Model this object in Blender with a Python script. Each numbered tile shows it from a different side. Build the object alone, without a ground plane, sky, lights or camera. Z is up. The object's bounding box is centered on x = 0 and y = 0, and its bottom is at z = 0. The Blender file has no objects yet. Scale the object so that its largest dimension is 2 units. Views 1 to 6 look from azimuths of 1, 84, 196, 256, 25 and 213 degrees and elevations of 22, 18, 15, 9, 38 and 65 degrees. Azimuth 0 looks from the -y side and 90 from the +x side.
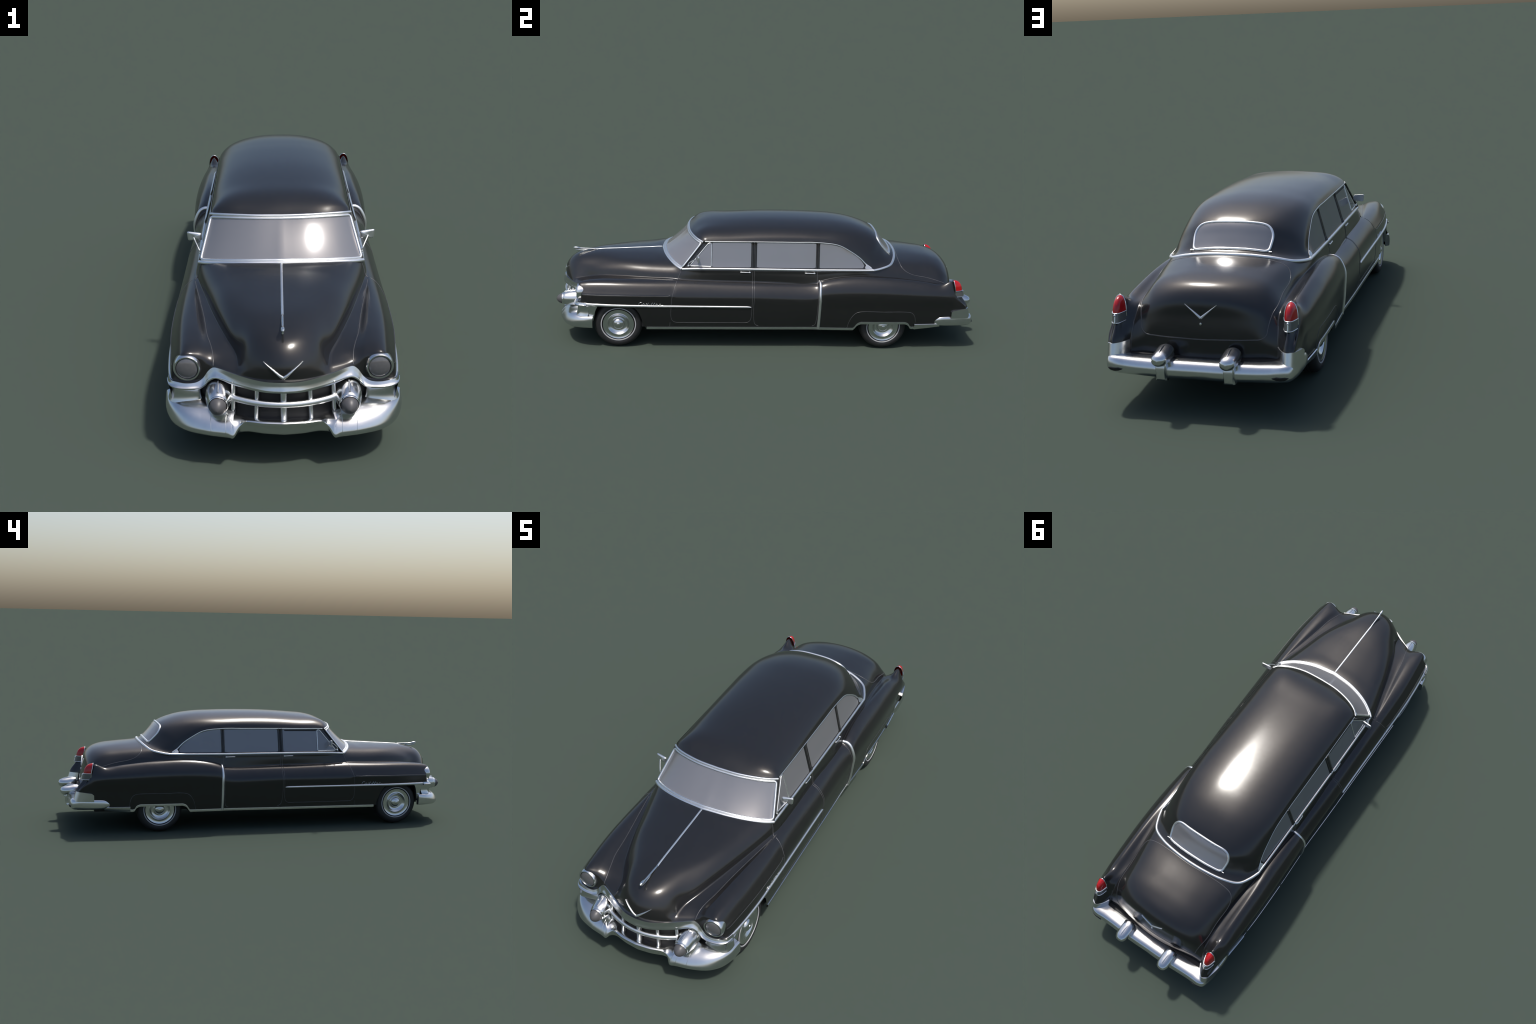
# A long black 1950s limousine, built from feature-line lofts, swept trims and lathe parts.
import bpy, bmesh, math
import numpy as np
from mathutils import Vector, Matrix
from mathutils.bvhtree import BVHTree

V = Vector

# ------------------------------------------------------------------ materials
def material(name, color, rough=0.3, metal=0.0, coat=0.0, grain=0.0, scale=40.0, bump=0.0,
             spec=0.5, coat_rough=0.05, rough_var=0.0, transmission=0.0):
    m = bpy.data.materials.new(name)
    m.use_nodes = True
    nt = m.node_tree
    b = nt.nodes["Principled BSDF"]
    b.inputs["Metallic"].default_value = metal
    b.inputs["Roughness"].default_value = rough
    b.inputs["Coat Weight"].default_value = coat
    b.inputs["Coat Roughness"].default_value = coat_rough
    b.inputs["Specular IOR Level"].default_value = spec
    tc = nt.nodes.new("ShaderNodeTexCoord")
    nz = nt.nodes.new("ShaderNodeTexNoise")
    nz.inputs["Scale"].default_value = scale
    nz.inputs["Detail"].default_value = 3.0
    nt.links.new(tc.outputs["Object"], nz.inputs["Vector"])
    ramp = nt.nodes.new("ShaderNodeValToRGB")
    c = np.array(color)
    lo = np.clip(c * (1 - grain), 0, 1)
    hi = np.clip(c * (1 + grain), 0, 1)
    ramp.color_ramp.elements[0].position = 0.3
    ramp.color_ramp.elements[1].position = 0.7
    ramp.color_ramp.elements[0].color = (*lo, 1)
    ramp.color_ramp.elements[1].color = (*hi, 1)
    nt.links.new(nz.outputs["Fac"], ramp.inputs["Fac"])
    nt.links.new(ramp.outputs["Color"], b.inputs["Base Color"])
    if rough_var:
        mr = nt.nodes.new("ShaderNodeMapRange")
        mr.inputs["To Min"].default_value = rough - rough_var
        mr.inputs["To Max"].default_value = rough + rough_var
        nt.links.new(nz.outputs["Fac"], mr.inputs["Value"])
        nt.links.new(mr.outputs["Result"], b.inputs["Roughness"])
    if bump:
        nb = nt.nodes.new("ShaderNodeTexNoise")
        nb.inputs["Scale"].default_value = scale * 0.5
        nt.links.new(tc.outputs["Object"], nb.inputs["Vector"])
        bp = nt.nodes.new("ShaderNodeBump")
        bp.inputs["Strength"].default_value = bump
        bp.inputs["Distance"].default_value = 0.002
        nt.links.new(nb.outputs["Fac"], bp.inputs["Height"])
        nt.links.new(bp.outputs["Normal"], b.inputs["Normal"])
    return m

PAINT = material("black_paint", (0.012, 0.012, 0.0125), rough=0.20, coat=0.08, grain=0.08, scale=60, spec=0.6, coat_rough=0.06, rough_var=0.015)
CHROME = material("chrome", (0.68, 0.69, 0.69), rough=0.22, metal=1.0, grain=0.02, scale=30, rough_var=0.03)
TRIM = material("sun_lightened_trim", (0.80, 0.81, 0.81), rough=0.38, metal=1.0, grain=0.02, scale=30, rough_var=0.02)  # chrome with paler base and wide lobe, so thin trims read white with sun glare
SATIN = material("satin_chrome", (0.62, 0.63, 0.62), rough=0.32, metal=1.0, grain=0.03, scale=30)
GLASS = material("window_glass", (0.21, 0.213, 0.228), rough=0.15, metal=0.35, grain=0.02, scale=8, spec=0.8)
LAMP = material("lamp_glass", (0.10, 0.10, 0.105), rough=0.12, metal=0.0, coat=0.5, grain=0.05, scale=120, spec=0.6)
RUBBER_LENS = material("bullet_tip_rubber", (0.075, 0.074, 0.078), rough=0.42, grain=0.06, scale=80)
RUBBER = material("tyre_rubber", (0.016, 0.016, 0.017), rough=0.62, grain=0.15, scale=150, bump=0.15)
STRIPE = material("whitewall_stripe", (0.42, 0.42, 0.43), rough=0.5, grain=0.04, scale=100)
RED = material("red_lens", (0.42, 0.006, 0.008), rough=0.16, grain=0.12, scale=70, coat=0.3, spec=0.5)
REVERSE = material("reverse_lens", (0.16, 0.165, 0.165), rough=0.2, metal=0.4, grain=0.05, scale=90)
DARK = material("dark_cavity", (0.008, 0.008, 0.009), rough=0.6, grain=0.2, scale=60)
SEAM = material("seam_glint_grey", (0.085, 0.085, 0.089), rough=0.3, metal=0.4, grain=0.1, scale=60)  # grey for raised lines that draw the light catching on panel gap edges

# ------------------------------------------------------------------ object helpers
ROOT = bpy.data.objects.new("limousine", None)
ROOT["label"] = "long black vintage limousine with chrome bumpers and tail fins"
ROOT["category"] = "car"
bpy.context.scene.collection.objects.link(ROOT)


def add(name, verts, faces, mat, parent=None, smooth=True, angle=None):
    me = bpy.data.meshes.new(name)
    me.from_pydata([tuple(v) for v in verts], [], faces)
    me.validate()
    bm = bmesh.new()
    bm.from_mesh(me)
    bmesh.ops.remove_doubles(bm, verts=bm.verts, dist=1e-6)
    bmesh.ops.recalc_face_normals(bm, faces=bm.faces)
    bm.to_mesh(me)
    bm.free()
    me.materials.append(mat)
    if smooth:
        me.polygons.foreach_set("use_smooth", [True] * len(me.polygons))
        me.set_sharp_from_angle(angle=math.radians(angle if angle else 42))
    ob = bpy.data.objects.new(name, me)
    bpy.context.scene.collection.objects.link(ob)
    ob.parent = parent or ROOT
    return ob


def both(name, verts, faces, mat, parent=None, angle=None):
    """A part and its twin on the other side of the car."""
    a = add(name, verts, faces, mat, parent, angle=angle)
    b = add(name, [(-v[0], v[1], v[2]) for v in verts], [f[::-1] for f in faces], mat, parent, angle=angle)
    return a, b


def grid_faces(nu, nv, wrap_u=False, wrap_v=False):
    F = []
    for i in range(nu if wrap_u else nu - 1):
        for j in range(nv if wrap_v else nv - 1):
            i2, j2 = (i + 1) % nu, (j + 1) % nv
            F.append((i * nv + j, i2 * nv + j, i2 * nv + j2, i * nv + j2))
    return F


def crom(P, n, closed=False, params=None):
    """Centripetal Catmull-Rom through the points P, n samples per span."""
    P = np.array(P, float)
    if closed:
        Q = np.vstack([P[-1], P, P[0], P[1]])
    else:
        Q = np.vstack([2 * P[0] - P[1], P, 2 * P[-1] - P[-2]])
    out = []
    ns = len(Q) - 3
    for k in range(ns):
        p0, p1, p2, p3 = Q[k:k + 4]
        m = n[k] if hasattr(n, "__len__") else n
        d1 = max(np.linalg.norm(p1 - p0), 1e-5) ** .5
        d2 = max(np.linalg.norm(p2 - p1), 1e-5) ** .5
        d3 = max(np.linalg.norm(p3 - p2), 1e-5) ** .5
        m1 = (p1 - p0) / d1 - (p2 - p0) / (d1 + d2) + (p2 - p1) / d2
        m2 = (p2 - p1) / d2 - (p3 - p1) / (d2 + d3) + (p3 - p2) / d3
        m1, m2 = m1 * d2, m2 * d2
        t = np.arange(m)[:, None] / m
        out.append((2 * t**3 - 3 * t**2 + 1) * p1 + (t**3 - 2 * t**2 + t) * m1 + (-2 * t**3 + 3 * t**2) * p2 + (t**3 - t**2) * m2)
    out = np.vstack(out)
    if not closed:
        out = np.vstack([out, P[-1]])
    return out


def resample(P, step, closed=False):
    P = np.array(P, float)
    if closed:
        P = np.vstack([P, P[0]])
    d = np.r_[0, np.cumsum(np.linalg.norm(np.diff(P, axis=0), axis=1))]
    n = max(2, int(round(d[-1] / step)) + 1)
    s = np.linspace(0, d[-1], n)
    R = np.stack([np.interp(s, d, P[:, k]) for k in range(3)], 1)
    return R[:-1] if closed else R


def smoothstep(a, b, x):
    t = np.clip((x - a) / (b - a), 0., 1.)
    return t * t * (3 - 2 * t)


def sweep(path, normals, profile, closed=False, scale=None):
    """Sweep a closed (b, n) profile along path; n is along the given normals."""
    P = np.array(path, float)
    N = np.array(normals, float)
    m, k = len(P), len(profile)
    T = np.roll(P, -1, 0) - np.roll(P, 1, 0)
    if not closed:
        T[0], T[-1] = P[1] - P[0], P[-1] - P[-2]
    T /= np.linalg.norm(T, axis=1)[:, None] + 1e-12
    N = N - T * (N * T).sum(1)[:, None]
    N /= np.linalg.norm(N, axis=1)[:, None] + 1e-12
    B = np.cross(T, N)
    verts = []
    for i in range(m):
        sb, sn = (1, 1) if scale is None else (scale[i] if hasattr(scale[i], "__len__") else (scale[i], scale[i]))
        for b, n in profile:
            verts.append(P[i] + B[i] * b * sb + N[i] * n * sn)
    faces = grid_faces(m, k, wrap_u=closed, wrap_v=True)
    if not closed:
        faces.append(tuple(range(k)))
        faces.append(tuple(range((m - 1) * k, m * k))[::-1])
    return verts, faces


def half_round(w, h, sink=0.002, n=8):
    pts = [(w * math.cos(a), h * math.sin(a)) for a in np.linspace(0, math.pi, n)]
    return pts + [(-w, -sink), (w, -sink)]


def circle(r, n=10):
    return [(r * math.cos(a), r * math.sin(a)) for a in np.linspace(0, 2 * math.pi, n, endpoint=False)]


def tube(path, r, closed=False, n=10, up=(0, 0, 1), scale=None):
    P = np.array(path, float)
    return sweep(P, np.tile(np.array(up, float), (len(P), 1)), circle(r, n), closed, scale)


def lathe(profile, origin, axis, n=48, ref=(0, 0, 1)):
    """Revolve (radius, height) pairs about axis through origin."""
    a = V(axis).normalized()
    u = V(ref) - a * V(ref).dot(a)
    u.normalize()
    w = a.cross(u)
    o = V(origin)
    verts = []
    for r, h in profile:
        for k in range(n):
            t = 2 * math.pi * k / n
            verts.append(o + a * h + (u * math.cos(t) + w * math.sin(t)) * max(r, 1e-5))
    return verts, grid_faces(len(profile), n, wrap_v=True)


def join(*parts):
    vs, fs = [], []
    for v, f in parts:
        o = len(vs)
        vs += list(v)
        fs += [tuple(i + o for i in q) for q in f]
    return vs, fs


def box(x0, x1, y0, y1, z0, z1):
    v = [(x, y, z) for x in (x0, x1) for y in (y0, y1) for z in (z0, z1)]
    f = [(0, 1, 3, 2), (4, 6, 7, 5), (0, 4, 5, 1), (2, 3, 7, 6), (0, 2, 6, 4), (1, 5, 7, 3)]
    return v, f


# ------------------------------------------------------------------ the painted body
# Right-hand half. Each station holds ten feature points from the centre line outwards:
# centre, mid, shoulder, flank, valley | seam, crest, outer shoulder, waist crease, widest.
NOSE = [
    [(0, -.968, .254), (.045, -.962, .253), (.085, -.945, .253), (.11, -.931, .254), (.13, -.920, .255),
     (.184, -.893, .257), (.214, -.889, .222), (.245, -.889, .208), (.278, -.886, .206), (.295, -.882, .206)],
    [(0, -.972, .280), (.045, -.963, .278), (.08, -.945, .274), (.104, -.927, .270), (.12, -.913, .266),
     (.184, -.888, .267), (.218, -.886, .262), (.25, -.885, .255), (.285, -.875, .238), (.298, -.878, .207)],
    [(0, -.961, .314), (.046, -.950, .311), (.084, -.926, .303), (.107, -.905, .289), (.12, -.893, .273),
     (.185, -.875, .277), (.222, -.883, .287), (.260, -.889, .2935), (.2940, -.871, .2535), (.300, -.872, .207)],
    [(0, -.930, .348), (.048, -.918, .345), (.088, -.893, .331), (.112, -.872, .306), (.126, -.862, .281),
     (.188, -.855, .288), (.224, -.862, .300), (.263, -.866, .3005), (.298, -.862, .2545), (.303, -.860, .207)],
]


def at(y, *xz):
    return [(p[0], y if len(p) == 2 else p[2], p[1]) for p in xz]


ENGINE = [
    at(-.80, (0, .3745, -.84), (.062, .370, -.83), (.112, .355), (.142, .328), (.155, .298), (.200, .299), (.232, .3105), (.272, .305), (.306, .2555), (.311, .207)),
    at(-.69, (0, .386), (.088, .3805), (.15, .366), (.180, .340), (.192, .310), (.219, .307), (.243, .3155), (.281, .3075), (.316, .257), (.318, .207)),
    at(-.57, (0, .3930), (.105, .387), (.182, .370), (.213, .343), (.224, .316), (.241, .314), (.258, .3175), (.287, .3055), (.319, .258), (.319, .207)),
    at(-.45, (0, .3965, -.51), (.13, .391, -.50), (.215, .373, -.465), (.244, .349), (.254, .323), (.262, .319), (.269, .317), (.290, .303), (.318, .258), (.318, .207)),
]
CABIN = [
    at(-.40, (0, .385), (.15, .38), (.246, .3695), (.2545, .352), (.262, .3205), (.265, .3185), (.271, .316), (.290, .303), (.317, .257), (.3175, .207)),
    at(-.10, (0, .385), (.15, .385), (.252, .374), (.2585, .352), (.262, .3145), (.265, .3125), (.271, .310), (.289, .298), (.314, .258), (.315, .207)),
    at(.212, (0, .385), (.15, .385), (.251, .373), (.257, .352), (.264, .3165), (.267, .3145), (.274, .312), (.290, .300), (.313, .260), (.314, .207)),
    at(.220, (0, .385), (.15, .385), (.251, .373), (.257, .352), (.263, .321), (.269, .3235), (.280, .322), (.301, .307), (.318, .268), (.316, .207)),
    at(.30, (0, .385), (.15, .385), (.251, .373), (.256, .359), (.260, .341), (.267, .343), (.281, .341), (.304, .323), (.323, .280), (.319, .207)),
    at(.42, (0, .42), (.13, .40), (.251, .3755), (.256, .363), (.258, .351), (.265, .352), (.282, .349), (.306, .328), (.327, .286), (.3215, .207)),
]
TAIL = [
    at(.55, (0, .4275), (.12, .416), (.216, .389), (.238, .362), (.247, .342), (.257, .343), (.280, .346), (.306, .327), (.3275, .284), (.3215, .207)),
    at(.62, (0, .4165), (.11, .409), (.198, .389), (.229, .361), (.240, .334), (.253, .335), (.279, .341), (.305, .322), (.326, .281), (.320, .207)),
    at(.72, (0, .407), (.105, .401), (.184, .380), (.216, .351), (.235, .319), (.250, .322), (.278, .330), (.302, .314), (.322, .276), (.315, .207)),
    at(.79, (0, .398), (.105, .392), (.178, .370), (.210, .340), (.234, .309), (.250, .311), (.278, .319), (.300, .305), (.317, .272), (.310, .207)),
    [(0, .842, .383), (.105, .836, .375), (.176, .826, .352), (.208, .820, .326), (.233, .825, .294),
     (.258, .838, .310), (.279, .842, .338), (.299, .842, .305), (.313, .845, .262), (.308, .850, .207)],
    [(0, .874, .350), (.104, .868, .343), (.172, .857, .321), (.207, .848, .296), (.235, .848, .270),
     (.258, .858, .288), (.279, .862, .322), (.299, .858, .290), (.308, .864, .256), (.306, .880, .207)],
    [(0, .886, .292), (.10, .881, .288), (.167, .873, .275), (.206, .865, .259), (.238, .865, .247),
     (.260, .883, .250), (.279, .902, .258), (.296, .886, .250), (.303, .901, .236), (.303, .911, .205)],
    [(0, .8975, .225), (.10, .892, .223), (.165, .884, .220), (.205, .879, .215), (.240, .878, .210),
     (.257, .910, .216), (.279, .929, .221), (.292, .924, .215), (.298, .923, .207), (.300, .925, .195)],
    [(0, .902, .170), (.10, .896, .168), (.165, .888, .166), (.205, .884, .165), (.241, .886, .165),
     (.258, .922, .165), (.279, .940, .165), (.290, .935, .163), (.296, .932, .162), (.298, .928, .160)],
]
NET = np.array(NOSE + ENGINE + CABIN + TAIL)          # stations x columns x 3
SPANS = []
for a, b in zip(NET[:-1], NET[1:]):
    SPANS.append(max(2, int(np.linalg.norm(b - a, axis=1).max() / 0.007)))
LINES = [crom(NET[:, c], SPANS) for c in range(NET.shape[1])]
LINES = np.stack(LINES, 1)                             # rows x columns x 3


def arch_edge(y):
    """Height of the lower edge of the painted side, following both wheel openings."""
    y = np.asarray(y, float)
    ky = [-1.0, -.632, -.613, -.602, -.592, -.581, .386, .396, .406, .420, .630, .645, .652, .657, .70, .80, 1.0]
    kz = [.200, .200, .176, .151, .121, .096, .100, .119, .128, .133, .134, .128, .119, .107, .112, .120, .120]
    return np.interp(y, ky, kz)


SUB = 7
LOW = 10
body_rows = []
for row in LINES:
    blk1 = np.vstack([[-row[1][0], row[1][1], row[1][2]], row[:5]])
    q1 = crom(blk1, SUB)[SUB:]                         # centre .. valley
    w = row[9]
    # lower side: a gentle tuck that grows towards the tail
    tail = float(smoothstep(.55, .80, w[1]))
    tuck = .011 + .003 * float(smoothstep(.0, .25, w[1])) + .003 * tail
    foot = [(w[0] - tuck * .36, w[1], min(.15, w[2] - .03)), (w[0] - tuck, w[1], min(.095, w[2] - .06))]
    if w[1] < -.455:                                   # front fender keeps a crisp waist crease
        q2 = crom(row[4:9], SUB)[1:]
        q3 = crom(np.vstack([row[8:10], foot]), SUB)[1:]
    else:
        q = crom(np.vstack([row[4:10], foot]), SUB)[1:]
        q2, q3 = q[:4 * SUB], q[4 * SUB:]
    curve, q3 = q3[SUB - 1:], q3[:SUB]
    zb = float(arch_edge(w[1]))
    low = []
    for t in np.linspace(0, 1, LOW + 1)[1:]:
        z = w[2] + (min(zb, w[2] - .002) - w[2]) * t
        low.append((float(np.interp(-z, -curve[:, 2], curve[:, 0])), w[1], z))
    body_rows.append(np.vstack([q1, q2, q3, low]))
B = np.array(body_rows)
NR, NC = B.shape[:2]
C_VALLEY, C_SEAM, C_CREASE = 4 * SUB, 5 * SUB, 8 * SUB
# relax the surface along the car so highlights run evenly
for _ in range(3):
    S = B.copy()
    S[1:-1] = B[1:-1] * .5 + (B[:-2] + B[2:]) * .25
    keep = np.zeros(NR, bool)
    keep[np.abs(B[:, C_CREASE, 1] - .216) < .012] = True
    S[keep] = B[keep]
    S[:, C_CREASE + SUB:] = B[:, C_CREASE + SUB:]
    B = S

full = np.concatenate([B[:, :0:-1] * [-1, 1, 1], B], 1)     # left .. centre .. right
NF = full.shape[1]
body_v = full.reshape(-1, 3)
body_f = grid_faces(NR, NF)
body_f = [f[::-1] for f in body_f]
tmp = bpy.data.meshes.new("tmp")
tmp.from_pydata([tuple(v) for v in body_v], [], body_f)
tmp.update()
vn = np.zeros(len(body_v) * 3)
tmp.vertex_normals.foreach_get("vector", vn)
vn = vn.reshape(-1, 3)
mid = (NR // 2) * NF + (NF - 1) // 2
if vn[mid][2] < 0:
    vn = -vn
    body_f = [f[::-1] for f in body_f]
BODY = BVHTree.FromPolygons([V(v) for v in body_v], body_f)
bpy.data.meshes.remove(tmp)


def region(c, col):
    x, y, z = abs(c[0]), c[1], c[2]
    side = "l" if c[0] < 0 else "r"
    if y < -.44 and col < C_SEAM:
        return "hood"
    if y < -.455:
        return "fender_front_" + side
    if -.455 <= y < .216 and col > 2 * SUB + 2:
        return ("door_a_" if y < -.094 else "door_b_") + side
    if y >= .216 and col >= C_VALLEY:
        if z < .193 and .355 < y < .68:
            return "fender_skirt_" + side
        return "fender_back_" + side
    if y > .606 and z > .228 and x < .226:
        return "trunk_lid"
    return "body_shell"


groups = {}
for f in body_f:
    c = body_v[list(f)].mean(0)
    cols = [abs(i % NF - (NF - 1) // 2) for i in f]
    groups.setdefault(region(c, max(cols)), []).append(f)
KIND = {"hood": "hood", "trunk_lid": "trunk_lid", "body_shell": "body_shell"}
for key in sorted(groups):
    kind = KIND.get(key) or ("fender_skirt" if "skirt" in key else key.split("_")[0])
    ids = sorted({i for f in groups[key] for i in f})
    remap = {v: k for k, v in enumerate(ids)}
    me = bpy.data.meshes.new(kind)
    me.from_pydata([tuple(body_v[i]) for i in ids], [], [tuple(remap[i] for i in f) for f in groups[key]])
    me.polygons.foreach_set("use_smooth", [True] * len(me.polygons))
    me.normals_split_custom_set_from_vertices([tuple(vn[i]) for i in ids])
    me.materials.append(PAINT)
    ob = bpy.data.objects.new(kind, me)
    bpy.context.scene.collection.objects.link(ob)
    ob.parent = ROOT

# ------------------------------------------------------------------ roof
ROOF_FRONT = [
    [(0, -.3845, .5050), (.08, -.3805, .5050), (.15, -.364, .503), (.19, -.346, .499), (.207, -.334, .4955), (.2155, -.322, .492)],
    [(0, -.346, .529), (.08, -.342, .527), (.15, -.340, .522), (.19, -.329, .5120), (.2085, -.320, .5020), (.217, -.311, .4935)],
    at(-.295, (0, .5455), (.08, .5425), (.145, .5360), (.181, .5245), (.2045, .5090), (.2175, .494)),
    at(-.20, (0, .555), (.08, .5515), (.145, .541), (.181, .528), (.206, .511), (.2185, .495)),
    at(-.05, (0, .5645), (.08, .561), (.145, .5495), (.181, .536), (.2075, .516), (.2195, .497)),
    at(.10, (0, .567), (.08, .5635), (.145, .552), (.181, .539), (.208, .519), (.220, .4985)),
    at(.20, (0, .566), (.08, .5625), (.145, .551), (.181, .538), (.2085, .519), (.2205, .4995)),
]
ROOF_BACK = [
    [(0, .325, .5605), (.08, .323, .557), (.145, .319, .545), (.183, .314, .531), (.210, .308, .509), (.2225, .303, .489)],
    [(0, .42, .5445), (.08, .417, .541), (.145, .408, .528), (.186, .391, .510), (.215, .371, .484), (.2265, .358, .463)],
    [(0, .509, .5085), (.075, .506, .506), (.138, .494, .494), (.186, .468, .472), (.221, .434, .446), (.231, .407, .431)],
    [(0, .5455, .469), (.075, .5415, .466), (.14, .528, .456), (.191, .497, .436), (.226, .464, .416), (.236, .437, .403)],
    [(0, .583, .4295), (.075, .579, .4275), (.145, .562, .418), (.2, .528, .404), (.229, .489, .392), (.244, .462, .387)],
    [(0, .606, .420), (.075, .602, .418), (.15, .588, .408), (.212, .559, .391), (.239, .512, .381), (.252, .474, .376)],
]
RN = np.array(ROOF_FRONT + ROOF_BACK)
RL = np.stack([crom(RN[:, c], 12) for c in range(6)], 1)
RB = []
for row in RL:
    RB.append(crom(np.vstack([[-row[1][0], row[1][1], row[1][2]], row]), 8)[8:])
RB = np.array(RB)
for _ in range(4):
    S = RB.copy()
    S[1:-1, :-1] = RB[1:-1, :-1] * .5 + (RB[:-2, :-1] + RB[2:, :-1]) * .25
    RB = S
roof = np.concatenate([RB[:, :0:-1] * [-1, 1, 1], RB], 1)
roof_v, roof_f = roof.reshape(-1, 3), grid_faces(*roof.shape[:2])
add("roof", roof_v, roof_f, PAINT, angle=80)
ROOFT = BVHTree.FromPolygons([V(v) for v in roof_v], roof_f)

# pillars and window frames: a ruled panel from the belt to the roof rail
rail = RB[:, -1]                                        # roof edge, front to back
belt_pts = crom([(.250, -.420, .3665), (.2525, -.36, .370), (.2545, -.20, .3725), (.2545, 0, .373), (.2535, .20, .373), (.253, .36, .3745), (.252, .474, .376)], 20)
tt = np.linspace(0, 1, 121)


def along(P, t):
    d = np.r_[0, np.cumsum(np.linalg.norm(np.diff(P, axis=0), axis=1))]
    return np.stack([np.interp(t * d[-1], d, P[:, k]) for k in range(3)], 1)


top_e, bot_e = along(rail, tt), along(belt_pts, tt)
top_e[:, 2] += .002
PAN = np.array([[t * (1 - k) + b * k for k in np.linspace(0, 1, 13)] for t, b in zip(top_e, bot_e)])
RAILT = BVHTree.FromPolygons([V(v) for v in PAN.reshape(-1, 3)], grid_faces(*PAN.shape[:2]))
PAN[:, 1:-1, 0] -= .0045                                # glass sits back from rail and belt
pan_v, pan_f = list(PAN.reshape(-1, 3)), grid_faces(*PAN.shape[:2])
PANT = BVHTree.FromPolygons([V(v) for v in pan_v], pan_f)
both("window_frame", pan_v, pan_f, PAINT, angle=80)

# windshield
ws_bot = crom([(0, -.508, .396), (.1, -.496, .3915), (.18, -.470, .382), (.23, -.440, .3715), (.251, -.421, .3665)], 12)
ws_top = crom([(0, -.3850, .5045), (.08, -.3810, .5045), (.15, -.3645, .5025), (.19, -.3465, .4985), (.216, -.3225, .4915)], 12)
WS = []
for i_, (b, t) in enumerate(zip(ws_bot, ws_top)):
    fade = float(smoothstep(1.0, .82, i_ / (len(ws_bot) - 1)))
    span = []
    for k in np.linspace(0, 1, 15):
        p = b * (1 - k) + t * k
        p = p + np.array([0.10 * p[0], -.35, .25]) * (-.052 * 4 * k * (1 - k) * .25 - .006 * smoothstep(0, .07, k) * smoothstep(1, .9, k)) * fade
        span.append(p)
    WS.append(span)
WS = np.array(WS)
WSF = np.concatenate([WS[:0:-1] * [-1, 1, 1], WS], 0)
ws_v, ws_f = WSF.reshape(-1, 3), grid_faces(*WSF.shape[:2])
WST = BVHTree.FromPolygons([V(v) for v in ws_v], ws_f)
add("windshield_frame", ws_v, ws_f, PAINT, angle=80)


# ------------------------------------------------------------------ trims laid on a surface
def snap(pts, tree, step=0.006, closed=False, out=None, spline=True):
    """Densify a rough 3D line and drop it on a surface; returns points and outward normals."""
    P = np.array(pts, float)
    if spline and len(P) > 2:
        P = crom(P, 12, closed)
    P = resample(P, step, closed)
    Q, N = [], []
    for p in P:
        loc, nor, _, _ = tree.find_nearest(V(p))
        n = nor
        ref = V(out) if out is not None else V((p[0], p[1] * .25, p[2] - .12))
        if n.dot(ref) < 0:
            n = -n
        Q.append(np.array(loc))
        N.append(np.array(n))
    N = np.array(N)
    for _ in range(2):
        M = N.copy()
        M[1:-1] = N[1:-1] * .5 + (N[:-2] + N[2:]) * .25
        N = M
    return np.array(Q), N


def flip(P):
    return np.array(P) * [-1, 1, 1]


def trim(name, pts, tree, w, h, mat=TRIM, closed=False, mirror=True, step=.006, out=None, taper=None, spline=True, lift=0.0):
    Q, N = snap(pts, tree, step, closed, out, spline)
    Q = Q + N * lift
    sc = None
    if taper is not None:
        t = np.linspace(0, 1, len(Q))
        sc = [(taper(k), 1) for k in t]
    v, f = sweep(Q, N, half_round(w, h), closed, sc)
    if mirror:
        return both(name, v, f, mat, angle=60)
    return add(name, v, f, mat, angle=60)


def seam(pts, tree=BODY, mirror=True, closed=False, out=None, w=.0013, spline=True, mat=None):
    return trim("panel_seam", pts, tree, w, .0008, mat or SEAM, closed, mirror, .008, out, None, spline)


# ---- side chrome
belt_line = list(belt_pts[::6]) + [(.2515, .478, .376)]
trim("belt_moulding", belt_line, RAILT, .0054, .0042, step=.012, out=(1, 0, .1))
rear_belt = [p for p in RN[-1]][::-1]
ring = np.array(rear_belt)
ring = np.vstack([ring, flip(ring)[::-1][1:]])
Q = resample(crom(ring, 14), .006)
nb = np.array([[p[0] * 1.2, (p[1] - .40) * 1.6, .25] for p in Q])
add("belt_moulding", *sweep(Q, nb, half_round(.0058, .0042, .004)), TRIM, angle=60)
rail_line = resample(rail[6:-12] - np.array([0, 0, .0035]), .008)
Q, N = snap(rail_line, RAILT, .008, out=(1, 0, .2), spline=False)
Q[:, 0] -= .0012
N[:, 2] -= .35
v, f = sweep(Q, N, half_round(.0028, .0014, .003))
both("drip_rail", v, f, TRIM, angle=60)
# chrome web where the quarter window meets the belt
web = [(.434, .377), (.431, .384), (.436, .395), (.446, .402), (.460, .391), (.478, .379)]


def panel_point(y, z, off):
    hit = PANT.ray_cast(V((.5, y, z)), V((-1, 0, 0)))
    if hit[0] is None:
        loc, n, _, _ = PANT.find_nearest(V((.24, y, z)))
    else:
        loc, n = hit[0], hit[1]
    if n.x < 0:
        n = -n
    return np.array(loc + n * off)


def plate(outline, off, depth=.004):
    top = [panel_point(y, z, off) for y, z in outline]
    bot = [p - np.array([depth, 0, 0]) for p in top]
    n = len(top)
    faces = [tuple(range(n)), tuple(range(2 * n - 1, n - 1, -1))] + [(i, (i + 1) % n, n + (i + 1) % n, n + i) for i in range(n)]
    return top + bot, faces


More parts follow.
